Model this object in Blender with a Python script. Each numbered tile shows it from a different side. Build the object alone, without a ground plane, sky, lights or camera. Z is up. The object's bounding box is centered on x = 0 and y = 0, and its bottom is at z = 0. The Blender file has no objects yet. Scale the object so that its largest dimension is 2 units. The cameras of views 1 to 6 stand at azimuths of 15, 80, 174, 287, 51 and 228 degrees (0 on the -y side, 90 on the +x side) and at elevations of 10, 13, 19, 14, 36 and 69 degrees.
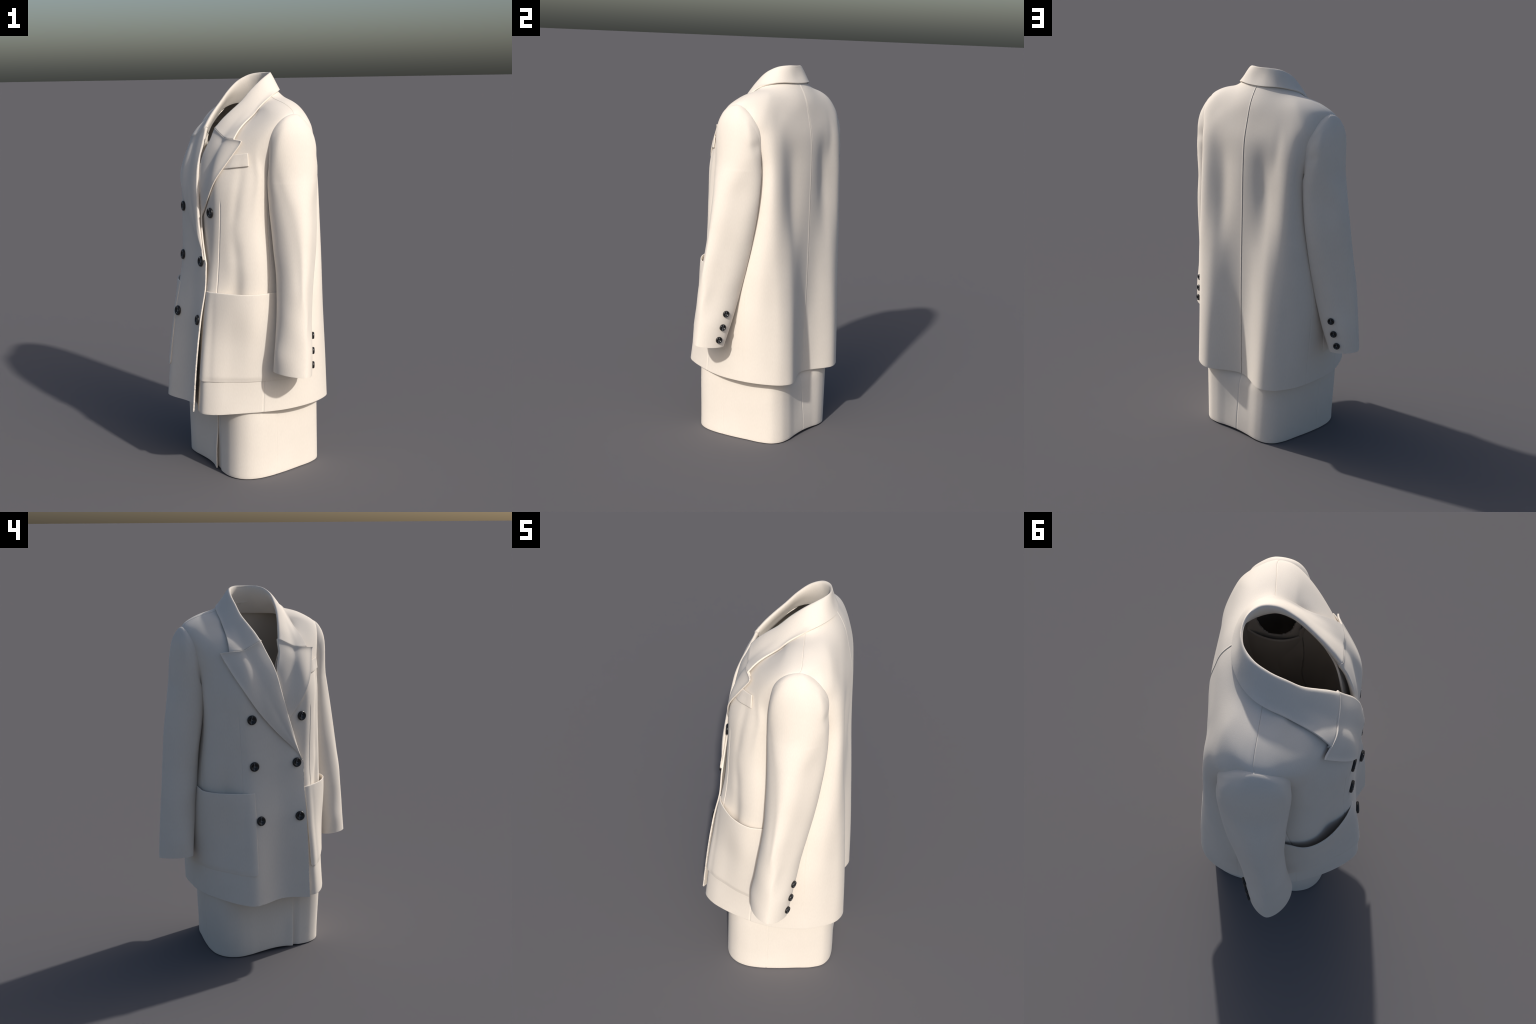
"""Double-breasted wool coat over a straight skirt, worn by nobody.
Frame of the garment: wearer's front = -y, wearer's left = +x; the whole set is
turned about z at the end."""
import bpy, bmesh, math
import numpy as np
from mathutils import Vector
from mathutils.bvhtree import BVHTree

TURN = math.radians(-46.0)
CLOTH = 0.007                      # thickness of the wool


# ------------------------------------------------------------------ helpers
def hermite(knots, vals, x):
    """Smooth curve through vals (n, d) at knots, evaluated at x."""
    k = np.asarray(knots, float); v = np.asarray(vals, float); x = np.asarray(x, float)
    h = np.diff(k); s = np.diff(v, axis=0) / h[:, None]
    m = np.empty_like(v)
    m[1:-1] = (s[:-1] * h[1:, None] + s[1:] * h[:-1, None]) / (h[:-1] + h[1:])[:, None]
    m[0], m[-1] = s[0], s[-1]
    i = np.clip(np.searchsorted(k, x, side="right") - 1, 0, len(k) - 2)
    u = ((x - k[i]) / h[i])[:, None]; hh = h[i][:, None]
    return ((2*u**3 - 3*u**2 + 1) * v[i] + (u**3 - 2*u**2 + u) * hh * m[i]
            + (-2*u**3 + 3*u**2) * v[i+1] + (u**3 - u**2) * hh * m[i+1])


def curve(pts, n=None, at=None):
    """Curve through 3D points by chord length; at = positions in 0..1."""
    p = np.asarray(pts, float)
    d = np.r_[0, np.cumsum(np.linalg.norm(np.diff(p, axis=0), axis=1))]
    return hermite(d / d[-1], p, np.linspace(0, 1, n) if at is None else at)


def smooth_step(a, b, x):
    t = np.clip((np.asarray(x, float) - a) / (b - a), 0, 1)
    return t * t * (3 - 2 * t)


def grid_normals(G):
    du = np.gradient(G, axis=0); dv = np.gradient(G, axis=1)
    n = np.cross(du, dv)
    return n / np.maximum(np.linalg.norm(n, axis=2, keepdims=True), 1e-9)


def mesh_object(name, verts, faces, mat, parent, smooth=True):
    me = bpy.data.meshes.new(name)
    me.from_pydata([tuple(map(float, v)) for v in verts], [], faces)
    me.validate()
    if smooth:
        me.polygons.foreach_set("use_smooth", [True] * len(me.polygons))
    me.materials.append(mat)
    ob = bpy.data.objects.new(name, me)
    bpy.context.scene.collection.objects.link(ob)
    ob.parent = parent
    return ob


def grid_faces(nu, nv, flip=False, close_u=False, keep=None):
    out = []
    for i in range(nu if close_u else nu - 1):
        j2 = (i + 1) % nu
        for j in range(nv - 1):
            q = (i*nv + j, j2*nv + j, j2*nv + j + 1, i*nv + j + 1)
            if keep is not None and not (keep[i, j] or keep[j2, j] or keep[j2, j+1] or keep[i, j+1]):
                continue
            out.append(q[::-1] if flip else q)
    return out


def grid_object(name, G, mat, parent, flip=False, close_u=False, thick=CLOTH, keep=None, offset=-1.0):
    nu, nv = G.shape[:2]
    ob = mesh_object(name, G.reshape(-1, 3), grid_faces(nu, nv, flip, close_u, keep), mat, parent)
    bm = bmesh.new(); bm.from_mesh(ob.data)
    bmesh.ops.delete(bm, geom=[v for v in bm.verts if not v.link_faces], context='VERTS')
    bmesh.ops.dissolve_degenerate(bm, dist=1e-6, edges=bm.edges)
    bm.to_mesh(ob.data); bm.free()
    if thick:
        m = ob.modifiers.new("thickness", "SOLIDIFY")
        m.thickness, m.offset, m.use_even_offset = thick, offset, False
        b = ob.modifiers.new("soft_edge", "BEVEL")
        b.width, b.segments, b.limit_method, b.angle_limit = thick * 0.42, 3, "ANGLE", math.radians(60)
        b.harden_normals = False
    return ob


def mirror(G):
    return G * np.array([-1.0, 1.0, 1.0])


def empty(name):
    e = bpy.data.objects.new(name, None)
    bpy.context.scene.collection.objects.link(e)
    e.empty_display_size = 0.1
    e.rotation_euler = (0, 0, TURN)
    return e


# ---------------------------------------------------------------- materials
def wool(name, base, dark, light):
    m = bpy.data.materials.new(name); m.use_nodes = True
    nt = m.node_tree; N, L = nt.nodes, nt.links
    bsdf = N["Principled BSDF"]
    tc = N.new("ShaderNodeTexCoord")
    big = N.new("ShaderNodeTexNoise"); big.inputs["Scale"].default_value = 5; big.inputs["Detail"].default_value = 3
    L.new(tc.outputs["Object"], big.inputs["Vector"])
    grain_map = N.new("ShaderNodeMapping"); grain_map.inputs["Scale"].default_value = (330, 330, 70)
    L.new(tc.outputs["Object"], grain_map.inputs["Vector"])
    grain = N.new("ShaderNodeTexNoise"); grain.inputs["Scale"].default_value = 1; grain.inputs["Detail"].default_value = 2
    L.new(grain_map.outputs[0], grain.inputs["Vector"])
    add = N.new("ShaderNodeMath"); add.operation = "MULTIPLY_ADD"
    L.new(grain.outputs["Fac"], add.inputs[0]); add.inputs[1].default_value = 0.5
    half = N.new("ShaderNodeMath"); half.operation = "MULTIPLY"; half.inputs[1].default_value = 0.5
    L.new(big.outputs["Fac"], half.inputs[0]); L.new(half.outputs[0], add.inputs[2])
    ramp = N.new("ShaderNodeValToRGB")
    e = ramp.color_ramp.elements
    e[0].position, e[0].color = 0.3, (*dark, 1)
    e[1].position, e[1].color = 0.7, (*light, 1)
    mid = e.new(0.5); mid.color = (*base, 1)
    L.new(add.outputs[0], ramp.inputs["Fac"]); L.new(ramp.outputs["Color"], bsdf.inputs["Base Color"])
    bsdf.inputs["Roughness"].default_value = 0.9
    bsdf.inputs["Specular IOR Level"].default_value = 0.15
    bsdf.inputs["Sheen Weight"].default_value = 0.08
    bsdf.inputs["Sheen Roughness"].default_value = 0.5
    bump = N.new("ShaderNodeBump"); bump.inputs["Strength"].default_value = 0.12; bump.inputs["Distance"].default_value = 0.002
    L.new(grain.outputs["Fac"], bump.inputs["Height"]); L.new(bump.outputs[0], bsdf.inputs["Normal"])
    return m


def horn(name):
    m = bpy.data.materials.new(name); m.use_nodes = True
    nt = m.node_tree; N, L = nt.nodes, nt.links
    bsdf = N["Principled BSDF"]
    tc = N.new("ShaderNodeTexCoord")
    no = N.new("ShaderNodeTexNoise"); no.inputs["Scale"].default_value = 90; no.inputs["Detail"].default_value = 4
    L.new(tc.outputs["Object"], no.inputs["Vector"])
    ramp = N.new("ShaderNodeValToRGB"); e = ramp.color_ramp.elements
    e[0].position, e[0].color = 0.35, (0.006, 0.006, 0.007, 1)
    e[1].position, e[1].color = 0.75, (0.020, 0.020, 0.022, 1)
    L.new(no.outputs["Fac"], ramp.inputs["Fac"]); L.new(ramp.outputs["Color"], bsdf.inputs["Base Color"])
    bsdf.inputs["Roughness"].default_value = 0.32
    return m


def plain(name, col, rough):
    m = bpy.data.materials.new(name); m.use_nodes = True
    N, L = m.node_tree.nodes, m.node_tree.links
    b = N["Principled BSDF"]
    no = N.new("ShaderNodeTexNoise"); no.inputs["Scale"].default_value = 400
    tc = N.new("ShaderNodeTexCoord"); L.new(tc.outputs["Object"], no.inputs["Vector"])
    ramp = N.new("ShaderNodeValToRGB"); e = ramp.color_ramp.elements
    e[0].color = (*[c * 0.8 for c in col], 1); e[1].color = (*col, 1)
    L.new(no.outputs["Fac"], ramp.inputs["Fac"]); L.new(ramp.outputs["Color"], b.inputs["Base Color"])
    b.inputs["Roughness"].default_value = rough
    return m


WOOL = wool("ivory_wool", (0.80, 0.735, 0.66), (0.77, 0.705, 0.63), (0.83, 0.765, 0.69))
HORN = horn("black_horn")
THREAD = plain("grey_thread", (0.40, 0.42, 0.45), 0.6)

# ------------------------------------------------------------- coat: body
# Half outline of the body at several heights, from centre back round the side
# to centre front.  Column 10 is the side seam, column 15 centre front.
BODY = {
    0.350: [(0, .264), (.07, .285), (.14, .324), (.20, .343), (.262, .323), (.303, .287), (.343, .225), (.369, .15),
            (.382, .06), (.380, -.02), (.360, -.112), (.332, -.182), (.296, -.255), (.238, -.337), (.165, -.384), (0, -.316)],
    0.600: [(0, .268), (.07, .285), (.14, .313), (.20, .328), (.262, .312), (.304, .279), (.352, .220), (.380, .145),
            (.388, .055), (.380, -.02), (.358, -.102), (.329, -.173), (.278, -.245), (.222, -.320), (.16, -.360), (0, -.302)],
    0.800: [(0, .271), (.07, .280), (.14, .301), (.20, .312), (.265, .298), (.307, .270), (.358, .217), (.381, .14),
            (.376, .05), (.369, -.02), (.356, -.100), (.333, -.165), (.275, -.235), (.214, -.298), (.155, -.333), (0, -.303)],
    1.050: [(0, .270), (.07, .273), (.14, .282), (.20, .290), (.265, .282), (.314, .260), (.351, .213), (.360, .137),
            (.346, .07), (.338, .01), (.341, -.050), (.341, -.120), (.295, -.195), (.200, -.266), (.145, -.286), (0, -.281)],
    1.300: [(0, .266), (.07, .262), (.14, .252), (.20, .261), (.265, .267), (.316, .248), (.334, .195), (.328, .12),
            (.318, .07), (.315, .01), (.321, -.050), (.329, -.117), (.294, -.188), (.210, -.255), (.145, -.271), (0, -.270)],
    1.500: [(0, .263), (.07, .257), (.14, .245), (.20, .249), (.265, .255), (.315, .238), (.330, .185), (.325, .12),
            (.320, .07), (.324, .02), (.331, -.035), (.334, -.095), (.300, -.172), (.215, -.244), (.145, -.258), (0, -.246)],
    1.650: [(0, .253), (.07, .250), (.14, .244), (.20, .240), (.265, .238), (.318, .222), (.352, .180), (.358, .12),
            (.358, .06), (.362, .00), (.358, -.053), (.333, -.108), (.285, -.147), (.220, -.182), (.14, -.200), (0, -.205)],
}
BLADE = [(0, .231, 1.745), (.07, .228, 1.745), (.14, .224, 1.745), (.20, .218, 1.745), (.265, .207, 1.747), (.322, .197, 1.747),
         (.370, .162, 1.748), (.378, .11, 1.755), (.384, .062, 1.760), (.386, .010, 1.758), (.377, -.034, 1.752), (.343, -.066, 1.748),
         (.28, -.102, 1.74), (.22, -.120, 1.735), (.14, -.145, 1.735), (0, -.18, 1.74)]
CREST = [(0, .213, 1.815), (.065, .210, 1.816), (.125, .200, 1.818), (.18, .189, 1.822), (.24, .176, 1.827), (.288, .159, 1.830),
         (.346, .124, 1.820), (.377, .090, 1.812), (.389, .063, 1.808), (.388, .028, 1.805), (.366, -.006, 1.799), (.315, -.032, 1.802),
         (.25, -.044, 1.802), (.20, -.050, 1.80), (.155, -.088, 1.770), (0, -.15, 1.80)]
RIDGE = [(0, .190, 1.865), (.06, .187, 1.864), (.115, .175, 1.864), (.16, .160, 1.866), (.205, .142, 1.868), (.237, .122, 1.868),
         (.268, .096, 1.864), (.286, .076, 1.860), (.291, .058, 1.856), (.283, .030, 1.851), (.264, .004, 1.844), (.237, -.014, 1.835),
         (.21, -.022, 1.825), (.18, -.032, 1.818), (.155, -.060, 1.795), (0, -.13, 1.83)]
UNDER_COLLAR = [(0, .163, 1.906), (.055, .159, 1.905), (.10, .145, 1.903), (.135, .126, 1.90), (.165, .103, 1.894), (.183, .083, 1.888),
                (.190, .068, 1.884), (.191, .060, 1.882), (.189, .052, 1.880), (.188, .035, 1.871), (.185, .020, 1.861), (.18, .006, 1.85),
                (.172, -.008, 1.840), (.165, -.024, 1.826), (.152, -.048, 1.808), (0, -.11, 1.85)]


def shift_seam(ring, apex):
    """slide the columns so that column 10, the seam, runs along the shoulder"""
    r = np.array(ring); k = np.arange(16.0)
    old = np.where(k <= 10, k * apex / 10, apex + (k - 10) * (15 - apex) / 5)
    return hermite(k, r, old)


HEM_LIFT = 0.010                                   # hem slightly higher at the sides
rings = []
for z, pts in BODY.items():
    lift = HEM_LIFT if z < 0.4 else 0.0
    rings.append([(x, y, z + lift * (smooth_step(.2, .37, x) - .3 - .3 * smooth_step(-.20, -.34, y))) for x, y in pts])
rings += [shift_seam(BLADE, 9.0)] + [shift_seam(r, 8.0) for r in (CREST, RIDGE, UNDER_COLLAR)]
hidden = rings[-1] + (rings[-1] * np.array([-.1, -.10, 0]) + np.array([0, .003, .016])) * np.interp(np.arange(16), [0, 3, 5, 10, 14], [.3, .5, 1, 1, .15])[:, None]      # runs up inside the collar
rings.append(hidden)
C = np.array(rings)                                # level, column, xyz
# beyond centre front the front carries on under / over the other side
tail = C[:, [14]] * np.array([-1, 1, 1]); tail[:, 0, 0] = np.maximum(tail[:, 0, 0], -.145); tail[:7, 0, 0] = -.145; tail[:7, 0, 1] += .004
tail2 = tail * 1.0; tail2[:, 0, 0] -= .05
C = np.concatenate([C, tail, tail2], axis=1)
mirrored_back = C[:, [2, 1]] * np.array([-1, 1, 1])
CC = np.concatenate([mirrored_back, C], axis=1)    # columns -2..17
COLS = np.arange(-2, C.shape[1])
LEV = np.r_[0, np.cumsum(np.mean(np.linalg.norm(np.diff(C[:, :15], axis=0), axis=2), axis=1))]
VMAX = LEV[-1]


def body_points(t, v):
    """t: column parameters (nt,), v: (nt, nv) level parameters -> (nt, nv, 3)"""
    t = np.asarray(t, float)
    cols = hermite(COLS, CC.transpose(1, 0, 2).reshape(len(COLS), -1), t).reshape(len(t), len(LEV), 3)
    out = np.empty((*v.shape, 3))
    for i in range(len(t)):
        out[i] = hermite(LEV, cols[i], v[i])
    return out


# The lapel's roll line, given as x against z (right front; mirrored for the left front)
ROLL_Z = [1.075, 1.102, 1.20, 1.329, 1.468, 1.618, 1.735, 1.775, 1.812, 1.858, 1.93]
ROLL_X = [-.150, -.133, -.099, -.061, -.024, .010, .052, .072, .092, .110, .118]


NV = 230
T_EVEN = np.linspace(0, 16, 161)


def half_body(eases=14):
    vend = np.full(len(T_EVEN), VMAX)
    vv = np.tile(np.linspace(0, VMAX, 1600), (len(T_EVEN), 1))
    P = body_points(T_EVEN, vv)
    lim = np.interp(P[..., 2], ROLL_Z, ROLL_X) + .008 * smooth_step(1.11, 1.18, P[..., 2]) + .055 * smooth_step(1.66, 1.74, P[..., 2])
    over = (P[..., 0] < np.where(P[..., 2] < ROLL_Z[0], -9, lim)) & (T_EVEN > 11)[:, None]
    for i in range(len(T_EVEN)):
        k = np.argmax(over[i])
        if over[i, k]:
            vend[i] = vv[i, max(k, 1)]
    G = body_points(T_EVEN, np.linspace(0, 1, NV)[None, :] * vend[:, None])
    for _ in range(eases):
        E = np.concatenate([mirror(G[1:2]), G, 2 * G[-1:] - G[-2:-1]])
        A = .5 * G + .25 * (E[:-2] + E[2:])
        A[:, 1:-1] = .5 * A[:, 1:-1] + .25 * (A[:, :-2] + A[:, 2:])
        A[-1] = G[-1]; A[0, :, 0] = 0
        G = A
    return G


def panel(t0, t1, nt, dense=()):
    t = np.linspace(t0, t1, nt)
    for c, w in dense:                              # more columns near seams
        t = np.union1d(np.round(t, 5), np.round(c + np.linspace(-w, w, 13), 5))
    t = t[(t >= t0 - 1e-6) & (t <= t1 + 1e-6)]
    return t, hermite(T_EVEN, HALF.reshape(len(T_EVEN), -1), t).reshape(len(t), NV, 3)


def relax(G, times):
    for _ in range(times):
        A = G.copy()
        A[1:-1, 1:-1] = 0.5 * G[1:-1, 1:-1] + 0.125 * (G[:-2, 1:-1] + G[2:, 1:-1] + G[1:-1, :-2] + G[1:-1, 2:])
        G = A
    return G


def arc(t, z=1.0):
    """distance along the outline for column parameter"""
    tt = np.linspace(0, 16, 1601)
    P = body_points(tt, np.full((1601, 1), np.interp(z, [p[0][2] for p in C[:7]], LEV[:7])))[:, 0]
    d = np.r_[0, np.cumsum(np.linalg.norm(np.diff(P, axis=0), axis=1))]
    return np.interp(t, tt, d)


def groove(G, t, at, depth, width, vmask=None):
    n = grid_normals(G)
    a = arc(t); d = a - arc(np.array([at]))[0]
    w = depth * np.exp(-(d / width) ** 2)[:, None]
    if vmask is not None:
        w = w * vmask
    return G - n * w[..., None] * SIGN


def tree_of(*grids):
    verts, faces, base = [], [], 0
    for q in grids:
        verts += [Vector(v) for v in q.reshape(-1, 3)]
        faces += [tuple(base + c for c in f) for f in grid_faces(*q.shape[:2])]
        base += q.shape[0] * q.shape[1]
    return BVHTree.FromPolygons(verts, faces)


def fold(G, t, at, depth, width, z0, z1, lean=0.0):
    """soft hollow (depth > 0) or ridge down the cloth, leaning with height"""
    zz = G[..., 2]; mid = .5 * (z0 + z1)
    d = arc(t)[:, None] - (arc(np.array([at]))[0] + lean * (zz - mid))
    w = depth * np.exp(-(d / width) ** 2) * smooth_step(z0 - .08, z0 + .10, zz) * (1 - smooth_step(z1 - .10, z1 + .08, zz))
    return G - grid_normals(G) * SIGN * w[..., None]


coat = empty("coat")
SIDE = 10.0
# orientation: columns run from back to front, levels run upward
HALF = half_body()
_, probe = panel(0, 10, 20)
SIGN = 1.0 if grid_normals(probe)[2, 5, 1] > 0 else -1.0

tb, back = panel(0.0, SIDE, 150, dense=((0.0, .15), (7.0, .15), (SIDE, .15)))
back = groove(back, tb, SIDE, 0.002, 0.003)
back = groove(back, tb, 7.0, 0.0010, 0.003, 1 - smooth_step(1.2, 1.4, back[..., 2]))
tf, front = panel(SIDE, 16.0, 150, dense=((SIDE, .15), (13.0, .12)))
front = groove(front, tf, SIDE, 0.002, 0.003)
back[-1] = front[0] = .5 * (back[-1] + front[0])
# front dart, from below the lapel down to the pocket
z = front[..., 2]
dart_mask = smooth_step(.90, .95, z) * (1 - smooth_step(1.36, 1.40, z))


def drape(G, t, k):
    G = fold(G, t, 12.0, .006 * k, .030, .62, 1.22, .10)
    G = fold(G, t, 12.2, .015, .055, .86, 1.02)
    G = fold(G, t, 11.1, -.005 * k, .020, 1.36, 1.60, -.05)
    G = fold(G, t, 12.2, .005 * k, .026, 1.28, 1.56, -.10)
    return G


plain_front = front
front = groove(drape(plain_front, tf, 1.0), tf, 13.0, .0026, .0028, dart_mask)
# the right front laps over the left one
even = relax(grid_normals(HALF) * SIGN * np.array([1, 1, 0]), 10)     # smooth outward direction
even[-3:] = even[-4]; even[:, -1] = even[:, -2]; even[:, 0] = even[:, 1]
nrm = np.stack([np.stack([np.interp(tf, T_EVEN, even[:, j, c]) for j in range(NV)], 1) for c in range(3)], -1)
nrm = nrm / np.maximum(np.linalg.norm(nrm, axis=2, keepdims=True), 1e-6)
lap = (1 - smooth_step(.02, .22, front[..., 0])) * (tf > 13)[:, None] * smooth_step(0, 1, 1.0)
proud = .012 * smooth_step(.93, 1.08, front[..., 2]) * (1 - smooth_step(1.25, 1.45, front[..., 2])) * (1 - smooth_step(-.12, .02, front[..., 0])) * (tf > 13)[:, None]
over = groove(drape(plain_front, tf, .45), tf, 13.0, .0013, .0028, dart_mask) + nrm * (0.011 * lap + proud)[..., None]
tuck = (1 - smooth_step(0, .14, front[..., 0])) * (tf > 13)[:, None] * (1 - smooth_step(1.60, 1.72, front[..., 2]))
def lower_left(P):
    """the lower left front, under the lap, hangs a little further in"""
    return (1 - smooth_step(.17, .27, P[..., 0])) * (1 - smooth_step(.72, 1.0, P[..., 2]))


under = front - nrm * (0.010 * tuck + 0.012 * lower_left(front) * (1 - .8 * tuck) * (tf > 12)[:, None])[..., None]


# ------------------------------------------------------------------ sleeves
# Support function of the horizontal section at several heights: mean radius, then
# cosine / sine terms of order 1 (the centre), 2 (oval), 3 and 4 (pointed or flat sides).
SLEEVE = {
    .550: (.0885, .4855, -.0090, -.001, .0066, .0068, -.0030, .0011, .0009),
    .650: (.0942, .4732, .0013, -.0002, -.0009, .0053, .0010, .0018, .0008),
    .750: (.0972, .4619, .0139, .0021, -.0062, .0061, .0001, .0014, .0011),
    .850: (.0996, .4504, .0256, .0025, -.0103, .0058, -.0005, .0002, .0018),
    .950: (.1032, .4375, .0378, .0032, -.0123, .0064, -.0027, .0008, .0003),
    1.05: (.1050, .4269, .0495, -.0011, -.0110, .0082, -.0035, .0001, .0003),
    1.15: (.1086, .4152, .0571, -.0057, -.0084, .0090, -.0028, -.0001, -.0010),
    1.25: (.1123, .4015, .0621, -.0082, -.0059, .0086, -.0029, 0, -.0006),
    1.35: (.1143, .3872, .0636, -.0120, -.0034, .0072, -.0036, .0006, -.0001),
    1.45: (.1151, .3734, .0636, -.0150, -.0008, .0033, -.0030, .0002, .0008)}
CAP = [(1.55, .362, .063, .094, .130), (1.62, .345, .064, .105, .128)]
NTH = 144
TH = np.linspace(0, 2 * np.pi, NTH, endpoint=False)
S_Z, S_H = [], []
for zq, p in SLEEVE.items():
    h = np.full(NTH, p[0])
    for o in range(1, 5):
        h = h + p[2*o - 1] * np.cos(o * TH) + p[2*o] * np.sin(o * TH)
    S_Z.append(zq); S_H.append(h)
for zq, cx, cy, a, b in CAP:
    S_Z.append(zq); S_H.append(cx * np.cos(TH) + cy * np.sin(TH) + np.sqrt((a * np.cos(TH))**2 + (b * np.sin(TH))**2))
S_H = np.array(S_H)


def sleeve_outline(zq):
    h = hermite(S_Z, S_H, np.atleast_1d(float(zq)))[0]
    hp = (np.roll(h, -1) - np.roll(h, 1)) / (TH[2] - TH[0])
    return np.stack([h * np.cos(TH) - hp * np.sin(TH), h * np.sin(TH) + hp * np.cos(TH)], 1)


def sleeve_centre(zq):
    return sleeve_outline(zq).mean(axis=0)


# Arm-hole seam: angle round the sleeve (0 = shoulder point, minus = front) and place
SEAM = [(-130, .338, -.040, 1.50), (-110, .350, -.056, 1.59), (-90, .360, -.058, 1.680), (-75, .367, -.048, 1.722), (-60, .376, -.033, 1.751),
        (-40, .384, -.008, 1.779), (-20, .390, .022, 1.801), (0, .388, .064, 1.807), (20, .391, .090, 1.800), (40, .391, .118, 1.783),
        (60, .387, .147, 1.756), (75, .375, .168, 1.724), (90, .361, .186, 1.680), (110, .350, .190, 1.59), (130, .335, .175, 1.50)]
HEAD_FROM = 1.48


def sleeve_grid(nz=180, nhead=70):
    zs = np.linspace(.55, HEAD_FROM, nz)
    th = TH
    G = np.empty((NTH, nz, 3))
    for j, zq in enumerate(zs):
        G[:, j, :2] = sleeve_outline(zq); G[:, j, 2] = zq
    for _ in range(6):                                 # ease the folds of the outline
        G[:, 1:-1] = .5 * G[:, 1:-1] + .125 * (G[:, :-2] + G[:, 2:] + np.roll(G, 1, 0)[:, 1:-1] + np.roll(G, -1, 0)[:, 1:-1])
    # cuff hem: higher at the front, lower at the back
    fade = 1 - smooth_step(.55, .75, G[..., 2])
    G[..., 2] += fade * (.020 - .10 * (G[..., 1] + .01))
    # head of the sleeve: from the upper arm up to the arm-hole seam on the body
    deg = (np.degrees(th) + 180) % 360 - 180
    sm = np.array(SEAM)
    A = hermite(sm[:, 0], sm[:, 1:], np.clip(deg, -130, 130))
    tr = tree_of(back, front)
    lift = np.zeros((NTH, 3))
    for i in range(NTH):
        if abs(deg[i]) < 128:
            q, n, _, _ = tr.find_nearest(Vector(A[i]))
            A[i] = np.array(q - n * SIGN * .003)
            lift[i] = np.array(n) * SIGN * .006
    for _ in range(4):
        A = .5 * A + .25 * (np.roll(A, 1, 0) + np.roll(A, -1, 0))
    S = G[:, -1]
    up = G[:, -1] - G[:, -8]; up /= np.linalg.norm(up, axis=1, keepdims=True)
    L = np.linalg.norm(A - S, axis=1, keepdims=True)
    a = np.abs(deg)[:, None]; sg = np.sign(deg)[:, None]
    at = [0, 35, 60, 75, 90, 130]
    out, dn = np.interp(a, at, [.95, .97, .97, .82, .5, .1]), -np.interp(a, at, [.27, .26, .28, .55, .86, 1])
    sd = sg * np.interp(a, at, [0, .10, .12, .15, .15, 0])
    T = np.concatenate([out, sd, dn], axis=1)
    for _ in range(70):
        T = .5 * T + .25 * (np.roll(T, 1, 0) + np.roll(T, -1, 0))
    T /= np.linalg.norm(T, axis=1, keepdims=True)
    reach = np.interp(a, at, [.078, .085, .088, .070, .055, .03])
    t = np.linspace(0, 1, nhead)[None, 1:, None]
    p0, p1, p2, p3 = S[:, None], (S + up * L * .36)[:, None], (A + T * reach + lift)[:, None], A[:, None]
    H = (1-t)**3 * p0 + 3*(1-t)**2*t * p1 + 3*(1-t)*t*t * p2 + t**3 * p3
    E = np.concatenate([G[:, -1:], H], axis=1)
    for _ in range(30):
        E[:, 1:-1] = .5 * E[:, 1:-1] + .125 * (E[:, :-2] + E[:, 2:] + np.roll(E, 1, 0)[:, 1:-1] + np.roll(E, -1, 0)[:, 1:-1])
    H = E[:, 1:]
    H = H + (lift * .55)[:, None] * (smooth_step(.80, .94, t) * (1 - smooth_step(.965, 1, t)))
    G = np.concatenate([G, H], axis=1)
    flat = np.exp(-((deg - 44) / 20) ** 2)[:, None] * smooth_step(.66, .85, G[..., 2]) * (1 - smooth_step(1.35, 1.55, G[..., 2]))
    crease = .0026 * np.exp(-((deg[:, None] + 48 - 30 * (1.3 - G[..., 2])) / 14) ** 2) * smooth_step(.85, 1.05, G[..., 2]) * (1 - smooth_step(1.45, 1.62, G[..., 2]))
    n = grid_normals(G)
    if n[0, 40, 0] < 0:
        n = -n
    outer = .002 * np.exp(-(deg[:, None] / 35) ** 2) * smooth_step(.7, .95, G[..., 2]) * (1 - smooth_step(1.70, 1.79, G[..., 2]))
    G = G - n * (.011 * flat + crease - outer)[..., None]
    # small dent below the seam at the back
    r = np.exp(-((G[..., 2] - 1.60) / .03) ** 2) * np.exp(-((deg - 80) / 25) ** 2)[:, None]
    G[..., 1] -= r * .006
    return th, deg, G


def drop_inside_sleeve(G):
    """the body is open where the sleeve is set in: keep only what lies outside it"""
    k = np.ones(G.shape[:2], bool)
    near = (G[..., 2] > 1.37) & (G[..., 2] < 1.74) & (G[..., 0] > .25)
    p = G[near]
    h = hermite(S_Z, S_H, np.minimum(p[:, 2], 1.62))
    depth = (h - p[:, :1] * np.cos(TH) - p[:, 1:2] * np.sin(TH)).min(axis=1)
    k[near] = depth < .016 + .016 * (1 - smooth_step(1.48, 1.58, p[:, 2])) + .25 * np.maximum(p[:, 2] - 1.60, 0)
    return k


th, deg, SG = sleeve_grid()

def slim_hip(G):
    w = .013 * (1 - smooth_step(.45, .85, G[..., 2])) * np.exp(-((G[..., 1] - .07) / .13) ** 2) * smooth_step(.25, .34, G[..., 0])
    return G - np.stack([w, 0 * w, 0 * w], -1)


cb = np.exp(-(arc(tb) / .0045) ** 2)[:, None, None]
back_left = fold(back, tb, 2.4, .002, .045, 1.10, 1.62, .05) + grid_normals(back) * SIGN * .0012 * cb
back_right = fold(fold(back, tb, 1.75, .0035, .045, 1.30, 1.60, -.10), tb, 3.1, .002, .03, 1.50, 1.72, .15) - grid_normals(back) * SIGN * .0045 * cb
body_keep_b = drop_inside_sleeve(back)
body_keep_f = drop_inside_sleeve(front)

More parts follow.
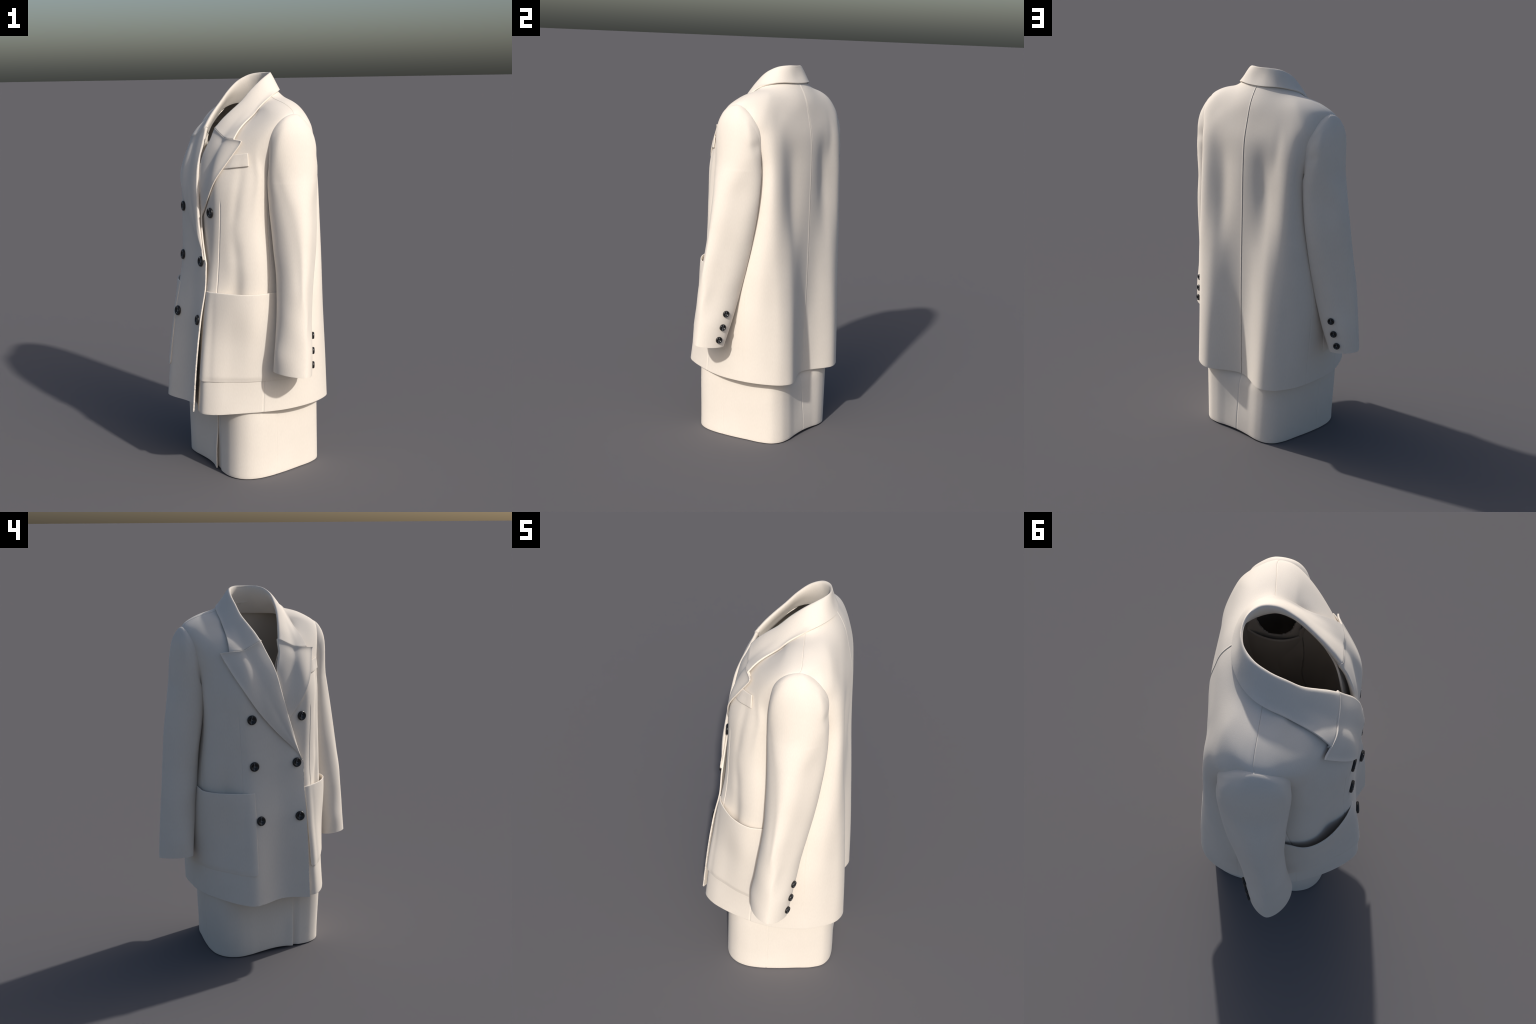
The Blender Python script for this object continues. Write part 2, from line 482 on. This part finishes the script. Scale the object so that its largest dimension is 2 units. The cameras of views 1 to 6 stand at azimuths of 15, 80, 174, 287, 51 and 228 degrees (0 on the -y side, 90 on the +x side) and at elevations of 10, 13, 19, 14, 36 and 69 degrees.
right = np.array([-1.0, 1.0, 1.0])
flip = SIGN < 0
grid_object("back_panel", back_left, WOOL, coat, flip=flip, keep=body_keep_b)
grid_object("back_panel", mirror(slim_hip(back_right)), WOOL, coat, flip=not flip, keep=body_keep_b)
left_front = grid_object("front_panel", under, WOOL, coat, flip=flip, keep=body_keep_f)
right_front = grid_object("front_panel", mirror(slim_hip(over)), WOOL, coat, flip=not flip, keep=body_keep_f)


sleeve_keep = np.ones(SG.shape[:2], bool)              # nothing of the sleeve goes on inside the body
sleeve_keep[np.abs(deg) > 127, -69:] = False
sleeve_keep[(np.abs(deg) > 142)[:, None] & (SG[..., 2] > 1.42)] = False


sleeves = []
for side in (1, -1):
    g = SG if side > 0 else mirror(SG)
    sleeves.append(grid_object("sleeve", g, WOOL, coat, flip=(side < 0), close_u=True, keep=sleeve_keep))

# ------------------------------------------------------------------- lapels
ROLL = [(-.134, -.316, 1.100), (-.117, -.313, 1.145), (-.099, -.303, 1.197), (-.061, -.290, 1.320), (-.024, -.273, 1.468), (.010, -.240, 1.618),
        (.036, -.208, 1.690), (.052, -.188, 1.736)]
EDGE = [(-.1345, -.316, 1.101), (-.113, -.310, 1.134), (-.080, -.303, 1.169), (.019, -.298, 1.267), (.101, -.293, 1.360), (.145, -.288, 1.419),
        (.187, -.275, 1.485), (.224, -.238, 1.554), (.252, -.190, 1.620), (.275, -.148, 1.679)]
GORGE = [(.052, -.188, 1.736), (.100, -.201, 1.714), (.151, -.203, 1.690), (.229, -.167, 1.6855), (.275, -.148, 1.679)]


def front_tree(G, keep):
    nu, nv = G.shape[:2]
    return BVHTree.FromPolygons([Vector(v) for v in G.reshape(-1, 3)], grid_faces(nu, nv))


def lapel_grid(tr, clear, roll_in, widen=0.0):
    """flat fold of cloth lying a little in front of the chest"""
    ns, nu = 120, 50
    s = np.linspace(0, 1, ns); u = np.linspace(0, 1, nu)
    R = curve(ROLL, at=s); E = curve(EDGE, at=s)
    R[:, 1] += roll_in * (1 - smooth_step(1.52, 1.66, R[:, 2])) * smooth_step(0, .25, s)
    R[:, 0] += widen * smooth_step(1.38, 1.52, R[:, 2]) * (1 - smooth_step(1.66, 1.735, R[:, 2]))
    g = np.array(GORGE)
    gl = np.r_[0, np.cumsum(np.linalg.norm(np.diff(g, axis=0), axis=1))]; gl /= gl[-1]
    top = np.stack([np.interp(u, gl, g[:, k]) for k in range(3)], 1)
    G = R[:, None] * (1 - u)[None, :, None] + E[:, None] * u[None, :, None]
    G += (smooth_step(.55, 1.0, s) ** 2)[:, None, None] * (top - G[-1])[None]
    flat = G[..., 1].copy()
    sink = np.zeros(ns)
    for i in range(ns):                                  # the fold starts out of the front edge itself
        hit = tr.ray_cast(Vector((R[i, 0] + .012, -.8, R[i, 2] - .01)), Vector((0, 1, 0)))[0]
        if hit is not None:
            w = smooth_step(.0, .28, s[i]); R[i, 1] = (hit.y - .0025) * (1 - w) + R[i, 1] * w
    gap = (.002 + (clear - .002) * smooth_step(0, .22, s))
    j0 = int(.45 * nu)
    for i in range(ns):
        for j in range(nu):
            hit = tr.ray_cast(Vector((G[i, j, 0], -.8, G[i, j, 2])), Vector((0, 1, 0)))[0]
            flat[i, j] = np.nan if hit is None else hit.y - gap[i] * (.75 + .5 * math.sin(math.pi * u[j]))
        edge = R[i, 1]
        for j in range(j0):                              # straight from the roll to the chest
            y = edge + (flat[i, j0] - edge) * u[j] / u[j0] - .25 * gap[i] * math.sin(math.pi * u[j] / u[j0])
            near = flat[i, j]
            flat[i, j] = min(y, near + .3 * gap[i]) if u[j] > .15 and abs(near - y) < .03 else y
    flat = flat + sink[:, None]
    for _ in range(30):
        flat[1:-1, 1:-1] = .5 * flat[1:-1, 1:-1] + .125 * (flat[:-2, 1:-1] + flat[2:, 1:-1] + flat[1:-1, :-2] + flat[1:-1, 2:])
        flat[0] = .5 * flat[0] + .5 * flat[1]; flat[-1, 1:-1] = .5 * flat[-1, 1:-1] + .5 * flat[-2, 1:-1]
        flat[:, -1] = .5 * flat[:, -1] + .5 * flat[:, -2]
    G[..., 1] = flat
    # turn of the cloth at the roll line: start a little behind it
    f = (.04 + .96 * smooth_step(0, .35, s))[:, None]
    turn = ((.020, .0215, 0), (.008, .0185, 0), (.001, .0145, 0), (-.003, .009, 0), (-.003, .004, 0))
    pre = np.stack([G[:, 0] + f * np.array(o) for o in turn], 1)
    return np.concatenate([pre, G], axis=1)


LG = lapel_grid(front_tree(under, None), .014, .004, .016)
RG = lapel_grid(front_tree(over, None), .016, -.010)
def lapel_flip(G):
    return grid_normals(G)[60, 25, 1] > 0
lk = np.ones(LG.shape[:2], bool); lk[LG[..., 0] < -np.interp(LG[..., 2], ROLL_Z, ROLL_X) - .035] = False
lk[LG[..., 2] < 1.20] = False
grid_object("lapel", LG, WOOL, coat, flip=lapel_flip(LG), thick=.006, keep=lk)
RGm = mirror(RG)
grid_object("lapel", RGm, WOOL, coat, flip=lapel_flip(RGm), thick=.006)

# ------------------------------------------------------------------- collar
RIM = [(0, .138, 2.0), (.052, .127, 2.0), (.096, .090, 1.991), (.115, .04, 1.965), (.114, -.02, 1.915), (.105, -.07, 1.861),
       (.085, -.12, 1.814), (.067, -.155, 1.777), (.052, -.188, 1.738)]
FALL = [(0, .170, 1.912), (.06, .165, 1.913), (.115, .145, 1.914), (.163, .110, 1.908), (.190, .070, 1.893), (.201, .030, 1.868),
        (.204, -.015, 1.832), (.207, -.060, 1.790), (.213, -.100, 1.752), (.228, -.160, 1.689)]
STAND = [(0, .172, 1.868), (.062, .163, 1.866), (.118, .115, 1.868), (.148, .045, 1.866), (.150, -.02, 1.842), (.136, -.07, 1.800),
         (.110, -.12, 1.755), (.085, -.155, 1.720), (.064, -.182, 1.700)]
ns, nu = 90, 34
s = np.linspace(0, 1, ns)
def half_curve(pts):
    """one half of a curve that is symmetrical about the centre back"""
    p = np.array(pts, float); q = np.concatenate([mirror(p)[:0:-1], p])
    return curve(q, at=.5 + .5 * s)
rim, fall, stand = half_curve(RIM), half_curve(FALL), half_curve(STAND)
u = np.linspace(0, 1, nu)
Gc = rim[:, None] * (1 - u)[None, :, None] + fall[:, None] * u[None, :, None]
g = np.array(GORGE[:4]) + np.array([0, 0, .003]); g[3] = fall[-1]; g[0] = rim[-1]
topc = np.stack([np.interp(u, [0, .28, .56, 1], g[:, k]) for k in range(3)], 1)
Gc += (smooth_step(.70, 1, s) ** 1.5)[:, None, None] * (topc - Gc[-1])[None]
# outward swell of the fall and the rounded fold
tang = np.gradient(Gc, axis=0); down = np.gradient(Gc, axis=1)
nc = np.cross(down, tang); nc /= np.linalg.norm(nc, axis=2, keepdims=True)
if nc[0, 10, 1] < 0:
    nc = -nc
swell = np.sin(np.pi * u ** .6)[None, :] * (.009 * (1 - .75 * smooth_step(.85, 1, s)) * (1 - .9*smooth_step(.25, 0, s)))[:, None]
swell += -.006 * (np.sin(np.pi * u)[None, :] * smooth_step(.3, 0, s)[:, None])
Gc = Gc + nc * swell[..., None]
inner_dir = stand - rim
rows = [stand, stand * .6 + rim * .4 + 0, stand * .3 + rim * .7]
side_in = -nc[:, 0] * np.array([1, 1, 0])
flare = nc[:, 0] * np.array([1, 1, 0]) * np.interp(s, [0, .12, .4, .8, 1], [.006, .008, .016, .008, .002])[:, None]
pre = [stand + flare + np.array([0, 0, -.022])]
for f, inset, dz in ((1.0, .000, 0), (.75, .007, 0), (.5, .011, 0), (.25, .013, 0), (.10, .0105, .001), (.03, .005, .003)):
    pre.append(rim * (1 - f) + stand * f + side_in * inset + np.array([0, 0, dz]))
Gc = np.concatenate([np.stack(pre, 1), Gc], axis=1)
body_tree = tree_of(back, front)
push = np.zeros(Gc.shape)
for i in range(Gc.shape[0]):
    for j in range(len(pre) + 14, Gc.shape[1]):
        p = Vector(Gc[i, j]); q, n, _, dist = body_tree.find_nearest(p)
        n = n * SIGN
        d = (p - q).dot(n)
        if d < .009:
            push[i, j] = np.array(n) * (.009 - d)
for _ in range(12):
    push[1:-1] = .5 * push[1:-1] + .25 * (push[:-2] + push[2:])
Gc = Gc + push
gl = np.r_[0, np.cumsum(np.linalg.norm(np.diff(np.array(GORGE), axis=0), axis=1))]; gl /= gl[-1]
lt = LG[-1, 5:]
want = np.stack([np.interp(np.interp(u, [0, .28, .56, 1], gl[:4]), np.linspace(0, 1, len(lt)), lt[:, k]) for k in range(3)], 1)
Gc[:, len(pre):] += (smooth_step(.55, 1, s) ** 1.5)[:, None, None] * (want + np.array([0, 0, .0015]) - Gc[-1, len(pre):])[None]
lo, hi = int(.45 * len(Gc)), len(pre) + 2
Gc[lo:, hi:] = relax(Gc[lo:, hi:], 25)
tuck_under = [Gc[-1] + np.array([0, dy, dz]) for dy, dz in ((.0015, -.002), (.006, -.006), (.009, -.020))]
for q in tuck_under:
    q[:len(pre) + 2] = Gc[-1, :len(pre) + 2]
Gc = np.concatenate([Gc, np.stack(tuck_under)], axis=0)
full = np.concatenate([mirror(Gc)[:0:-1], Gc], axis=0)
full = relax(full, 2)
def outward_flip(G, i, j, d):
    return float(np.dot(grid_normals(G)[i, j], d)) < 0
# thickness grows inward
grid_object("collar", full, WOOL, coat, flip=outward_flip(full, len(Gc) - 1, 25, np.array([0, 1, .3])), thick=.007)

# ------------------------------------------------------------------ pockets
def body_level(zq):
    return np.interp(zq, [C[0, 8, 2], *list(BODY)[1:]], LEV[:7])


def pocket_grid(left, z0=.512, z1=.948, t_front=14.0, t_back=8.3):
    na, nb = 70, 60
    a = np.linspace(0, 1, na); b = np.linspace(0, 1, nb)
    t = t_front + (t_back - t_front) * a
    base = body_points(t, np.tile(body_level(np.linspace(z0, z1, nb)), (na, 1)))
    n = grid_normals(base)
    if n[na//4, nb//2, 1] > 0:
        n = -n
    A, B = np.meshgrid(a, b, indexing="ij")
    rise = smooth_step(0, .22, A) * smooth_step(0, .05, 1 - A) * smooth_step(0, .06, B)
    mouth = np.sin(np.pi * A ** .85) ** 2 * smooth_step(.40, 1, B)
    off = .0008 + .0045 * rise + (.016 if left else .026) * mouth
    # rounded lower corners
    G = base + n * (off - (.011 * lower_left(base) if left else 0))[..., None]
    corner = .014
    for k in (0, 1):
        w = np.linalg.norm(base[1:, 0] - base[:-1, 0], axis=1).sum()
        x = (A if k == 0 else 1 - A) * w
        inside = x < corner
        lift = np.where(inside, corner - np.sqrt(np.maximum(corner**2 - (corner - x)**2, 0)), 0)
        G[..., 2] += lift * (1 - B) ** 8
    return G


PG, PG2 = pocket_grid(True), pocket_grid(False)
pf = outward_flip(PG, 15, 30, np.array([.5, -.8, 0]))
grid_object("pocket", PG, WOOL, coat, flip=pf, thick=.006, offset=-.6)
PGr = mirror(slim_hip(PG2))
grid_object("pocket", PGr, WOOL, coat, flip=not pf, thick=.006, offset=-.6)

# ---------------------------------------------------- surface look-up (BVH)
dg = bpy.context.evaluated_depsgraph_get()
dg.update()
def tree(ob):
    e = ob.evaluated_get(dg); me = e.to_mesh()
    bm = bmesh.new(); bm.from_mesh(me)
    t_ = BVHTree.FromBMesh(bm); bm.free(); e.to_mesh_clear()
    return t_
T_left, T_right = tree(left_front), tree(right_front)
T_sleeve = {1: tree(sleeves[0]), -1: tree(sleeves[1])}


def cast(tr, origin, direction):
    hit, n, _, _ = tr.ray_cast(Vector(origin), Vector(direction).normalized())
    if hit is None:
        hit, n, _, _ = tr.find_nearest(Vector(origin))
    if n.dot(Vector(direction)) > 0:
        n = -n
    return hit, n


# ------------------------------------------------------------ breast pocket
def welt():
    na, nb = 30, 14
    corners = np.array([(.200, 1.543), (.310, 1.561), (.303, 1.622), (.215, 1.606)])
    G = np.empty((na, nb, 3))
    for i, a in enumerate(np.linspace(0, 1, na)):
        for j, b in enumerate(np.linspace(0, 1, nb)):
            p = (corners[0]*(1-a) + corners[1]*a) * (1-b) + (corners[3]*(1-a) + corners[2]*a) * b
            o = Vector((p[0] + .35, -.80, p[1])); d = Vector((p[0], -.2, p[1])) - o
            # aim so that the hit has the wanted x: march on the target point
            tx = p[0]
            for _ in range(6):
                h, n = cast(T_left, (tx + .35, -.60, p[1]), (-.35, .45, 0))
                tx += p[0] - h.x
            G[i, j] = h + n * (.0015 + .0055 * float(smooth_step(.12, .45, a)) + .001 * b + .001 * min(1, 6*b) * min(1, 6*(1-a)))
    return G


WG = welt()
grid_object("breast_pocket", WG, WOOL, coat, flip=outward_flip(WG, 15, 7, np.array([.5, -.8, 0])), thick=.006, offset=-.7)

# ------------------------------------------------------------------ buttons
def button_mesh(r, h):
    prof = [(0, .35), (.30, .36), (.42, .42), (.58, .80), (.70, 1.0), (.86, .98), (.96, .78), (1.0, .50), (.97, .20), (.80, 0), (0, 0)]
    n = 40
    verts, faces = [], []
    for x, y in prof:
        for k in range(n):
            a = 2*math.pi*k/n
            verts.append((r*x*math.cos(a), r*x*math.sin(a), h*y))
    for i in range(len(prof) - 1):
        for k in range(n):
            faces.append((i*n + k, (i+1)*n + k, (i+1)*n + (k+1) % n, i*n + (k+1) % n))
    me = bpy.data.meshes.new("button")
    me.from_pydata(verts, [], [f[::-1] for f in faces])
    bm = bmesh.new(); bm.from_mesh(me)
    bmesh.ops.remove_doubles(bm, verts=bm.verts, dist=1e-6)
    bmesh.ops.recalc_face_normals(bm, faces=bm.faces)
    for f in bm.faces:
        f.smooth = True
    # stitches through the holes and a pale speckled streak across the face
    for x, y, sx, sy, zz in ((-.10, .0, .07, .16, .45), (.12, -.04, .06, .10, .42), (-.08, .24, .05, .10, .45), (-.12, -.22, .05, .08, .45),
                             (-.05, .52, .05, .14, .82), (-.16, -.50, .05, .12, .82), (-.03, .76, .05, .10, 1.0), (-.20, -.72, .04, .08, 1.0)):
        m = bmesh.ops.create_cube(bm, size=1.0)
        for f in {f for v in m['verts'] for f in v.link_faces}:
            f.material_index = 1
        for v in m["verts"]:
            v.co = Vector((v.co.x*sx*r + x*r, v.co.y*sy*r*1.6 + y*r, v.co.z*h*.25 + zz*h))
    bm.to_mesh(me); bm.free()
    me.materials.append(HORN); me.materials.append(THREAD)
    return me


BIG, SMALL = button_mesh(.0258, .012), button_mesh(.0180, .012)


def put_button(parent, pos, n, big=True, sink=.001):
    ob = bpy.data.objects.new("button", BIG if big else SMALL)
    bpy.context.scene.collection.objects.link(ob)
    ob.parent = parent
    zax = Vector(n).normalized(); up = Vector((0, 0, 1))
    xax = up.cross(zax).normalized(); yax = zax.cross(xax)
    from mathutils import Matrix
    M = Matrix((xax, yax, zax)).transposed().to_4x4()
    M.translation = Vector(pos) - zax*sink
    ob.matrix_local = M
    return ob


for x, zq, tr in ((-.149, 1.336, T_right), (-.142, 1.088, T_right), (-.128, .800, T_right),
                  (.148, 1.332, T_left), (.101, 1.089, T_right), (.106, .798, T_right)):
    h, n = cast(tr, (x, -.8, zq), (0, 1, 0))
    put_button(coat, h, n)
for side in (1, -1):
    for x, y, zq in ((.476, .106, .741), (.490, .096, .670), (.505, .083, .604)):
        c = sleeve_centre(zq)
        o = Vector((side*(c[0] + (x - c[0])*4), c[1] + (y - c[1])*4, zq))
        h, n = cast(T_sleeve[side], o, Vector((side*c[0], c[1], zq)) - o)
        put_button(sleeves[0 if side > 0 else 1], h, n, big=False)

# -------------------------------------------------------------------- skirt
skirt = empty("skirt")
HEM = [(0, .297), (.08, .299), (.15, .303), (.20, .294), (.243, .266), (.270, .215), (.290, .130), (.312, .02), (.322, -.07),
       (.319, -.125), (.300, -.178), (.270, -.212), (.225, -.235), (.16, -.243), (.1, -.241), (0, -.238)]
half = np.array(HEM)
loop = np.concatenate([half, (half * np.array([-1, 1]))[-2::-1]])         # back -> left -> front -> right -> back


def skirt_outline(n):
    p = np.concatenate([loop[-4:-1], loop, loop[1:4]])
    d = np.r_[0, np.cumsum(np.linalg.norm(np.diff(p, axis=0), axis=1))]
    a, b = d[3], d[3 + len(loop) - 1]
    return hermite(d, p, np.linspace(a, b, n)), (b - a)


nz = 60
zs_ = np.linspace(0, .95, nz)
O, LEN = skirt_outline(900)
# start the strip at the slit in the left front, wrap all the way round and tuck under
d2 = np.linalg.norm(O - np.array([.107, -.241]), axis=1); k0 = int(np.argmin(d2))
STEP = LEN / 900; TUCK = int(.05 / STEP)
O = np.concatenate([O[k0:-1], O[:k0 + TUCK]])
seam_pts = [int(np.argmin(np.linalg.norm(O - np.array(p), axis=1))) for p in ((0, .297), (.318, -.02), (-.318, -.02))]
k = np.unique(np.concatenate([np.linspace(0, len(O) - 1, 380).astype(int), *[np.arange(sp - 8, sp + 9) for sp in seam_pts]]))
O2 = O[k]
tng = np.gradient(O2, axis=0); nrm2 = np.stack([tng[:, 1], -tng[:, 0]], 1); nrm2 /= np.linalg.norm(nrm2, axis=1, keepdims=True)
if np.sum(nrm2 * O2) < 0:
    nrm2 = -nrm2
SK = np.empty((len(O2), nz, 3))
lift = .012 * np.exp(-(O2[:, 0] / .15) ** 2)
from_start = k * STEP; to_end = (len(O) - 1 - k) * STEP
for j, zq in enumerate(zs_):
    up = smooth_step(0, .34, zq); waist = 1 - .14 * smooth_step(.38, .95, zq)
    off = np.zeros(len(O2))
    for sp in seam_pts:
        off -= .0016 * np.exp(-((k - sp) * STEP / .003) ** 2)
    # the slit: the front edge stands proud of the edge tucked behind it
    open_ = 1 - smooth_step(.08, .25, zq)
    off += (.001 + .009 * open_) * np.exp(-(from_start / .035) ** 2)
    off -= (.0055 + .003 * open_) * (1 - smooth_step(.05, .09, to_end))
    grow = np.stack([1 + .045 * up * np.ones(len(O2)), 1 - .028 * up * (O2[:, 1] > 0)], 1) * waist
    off -= (.015 * up + .028 * smooth_step(.28, .37, zq)) * np.exp(-(O2[:, 0] / .10) ** 2) * (O2[:, 1] > .2)
    SK[:, j, :2] = O2 * grow + nrm2 * off[:, None]
    SK[:, j, 0] += .005
    SK[:, j, 2] = zq + lift * (1 - smooth_step(0, .2, zq))
grid_object("skirt_panel", SK, WOOL, skirt, flip=outward_flip(SK, 5, 10, np.array([.3, -1, 0])), thick=.006)

coat["label"] = "ivory double-breasted wool coat with peak lapels and black buttons"
coat["category"] = "coat"
skirt["label"] = "straight ivory wool skirt with a front slit"
skirt["category"] = "skirt"
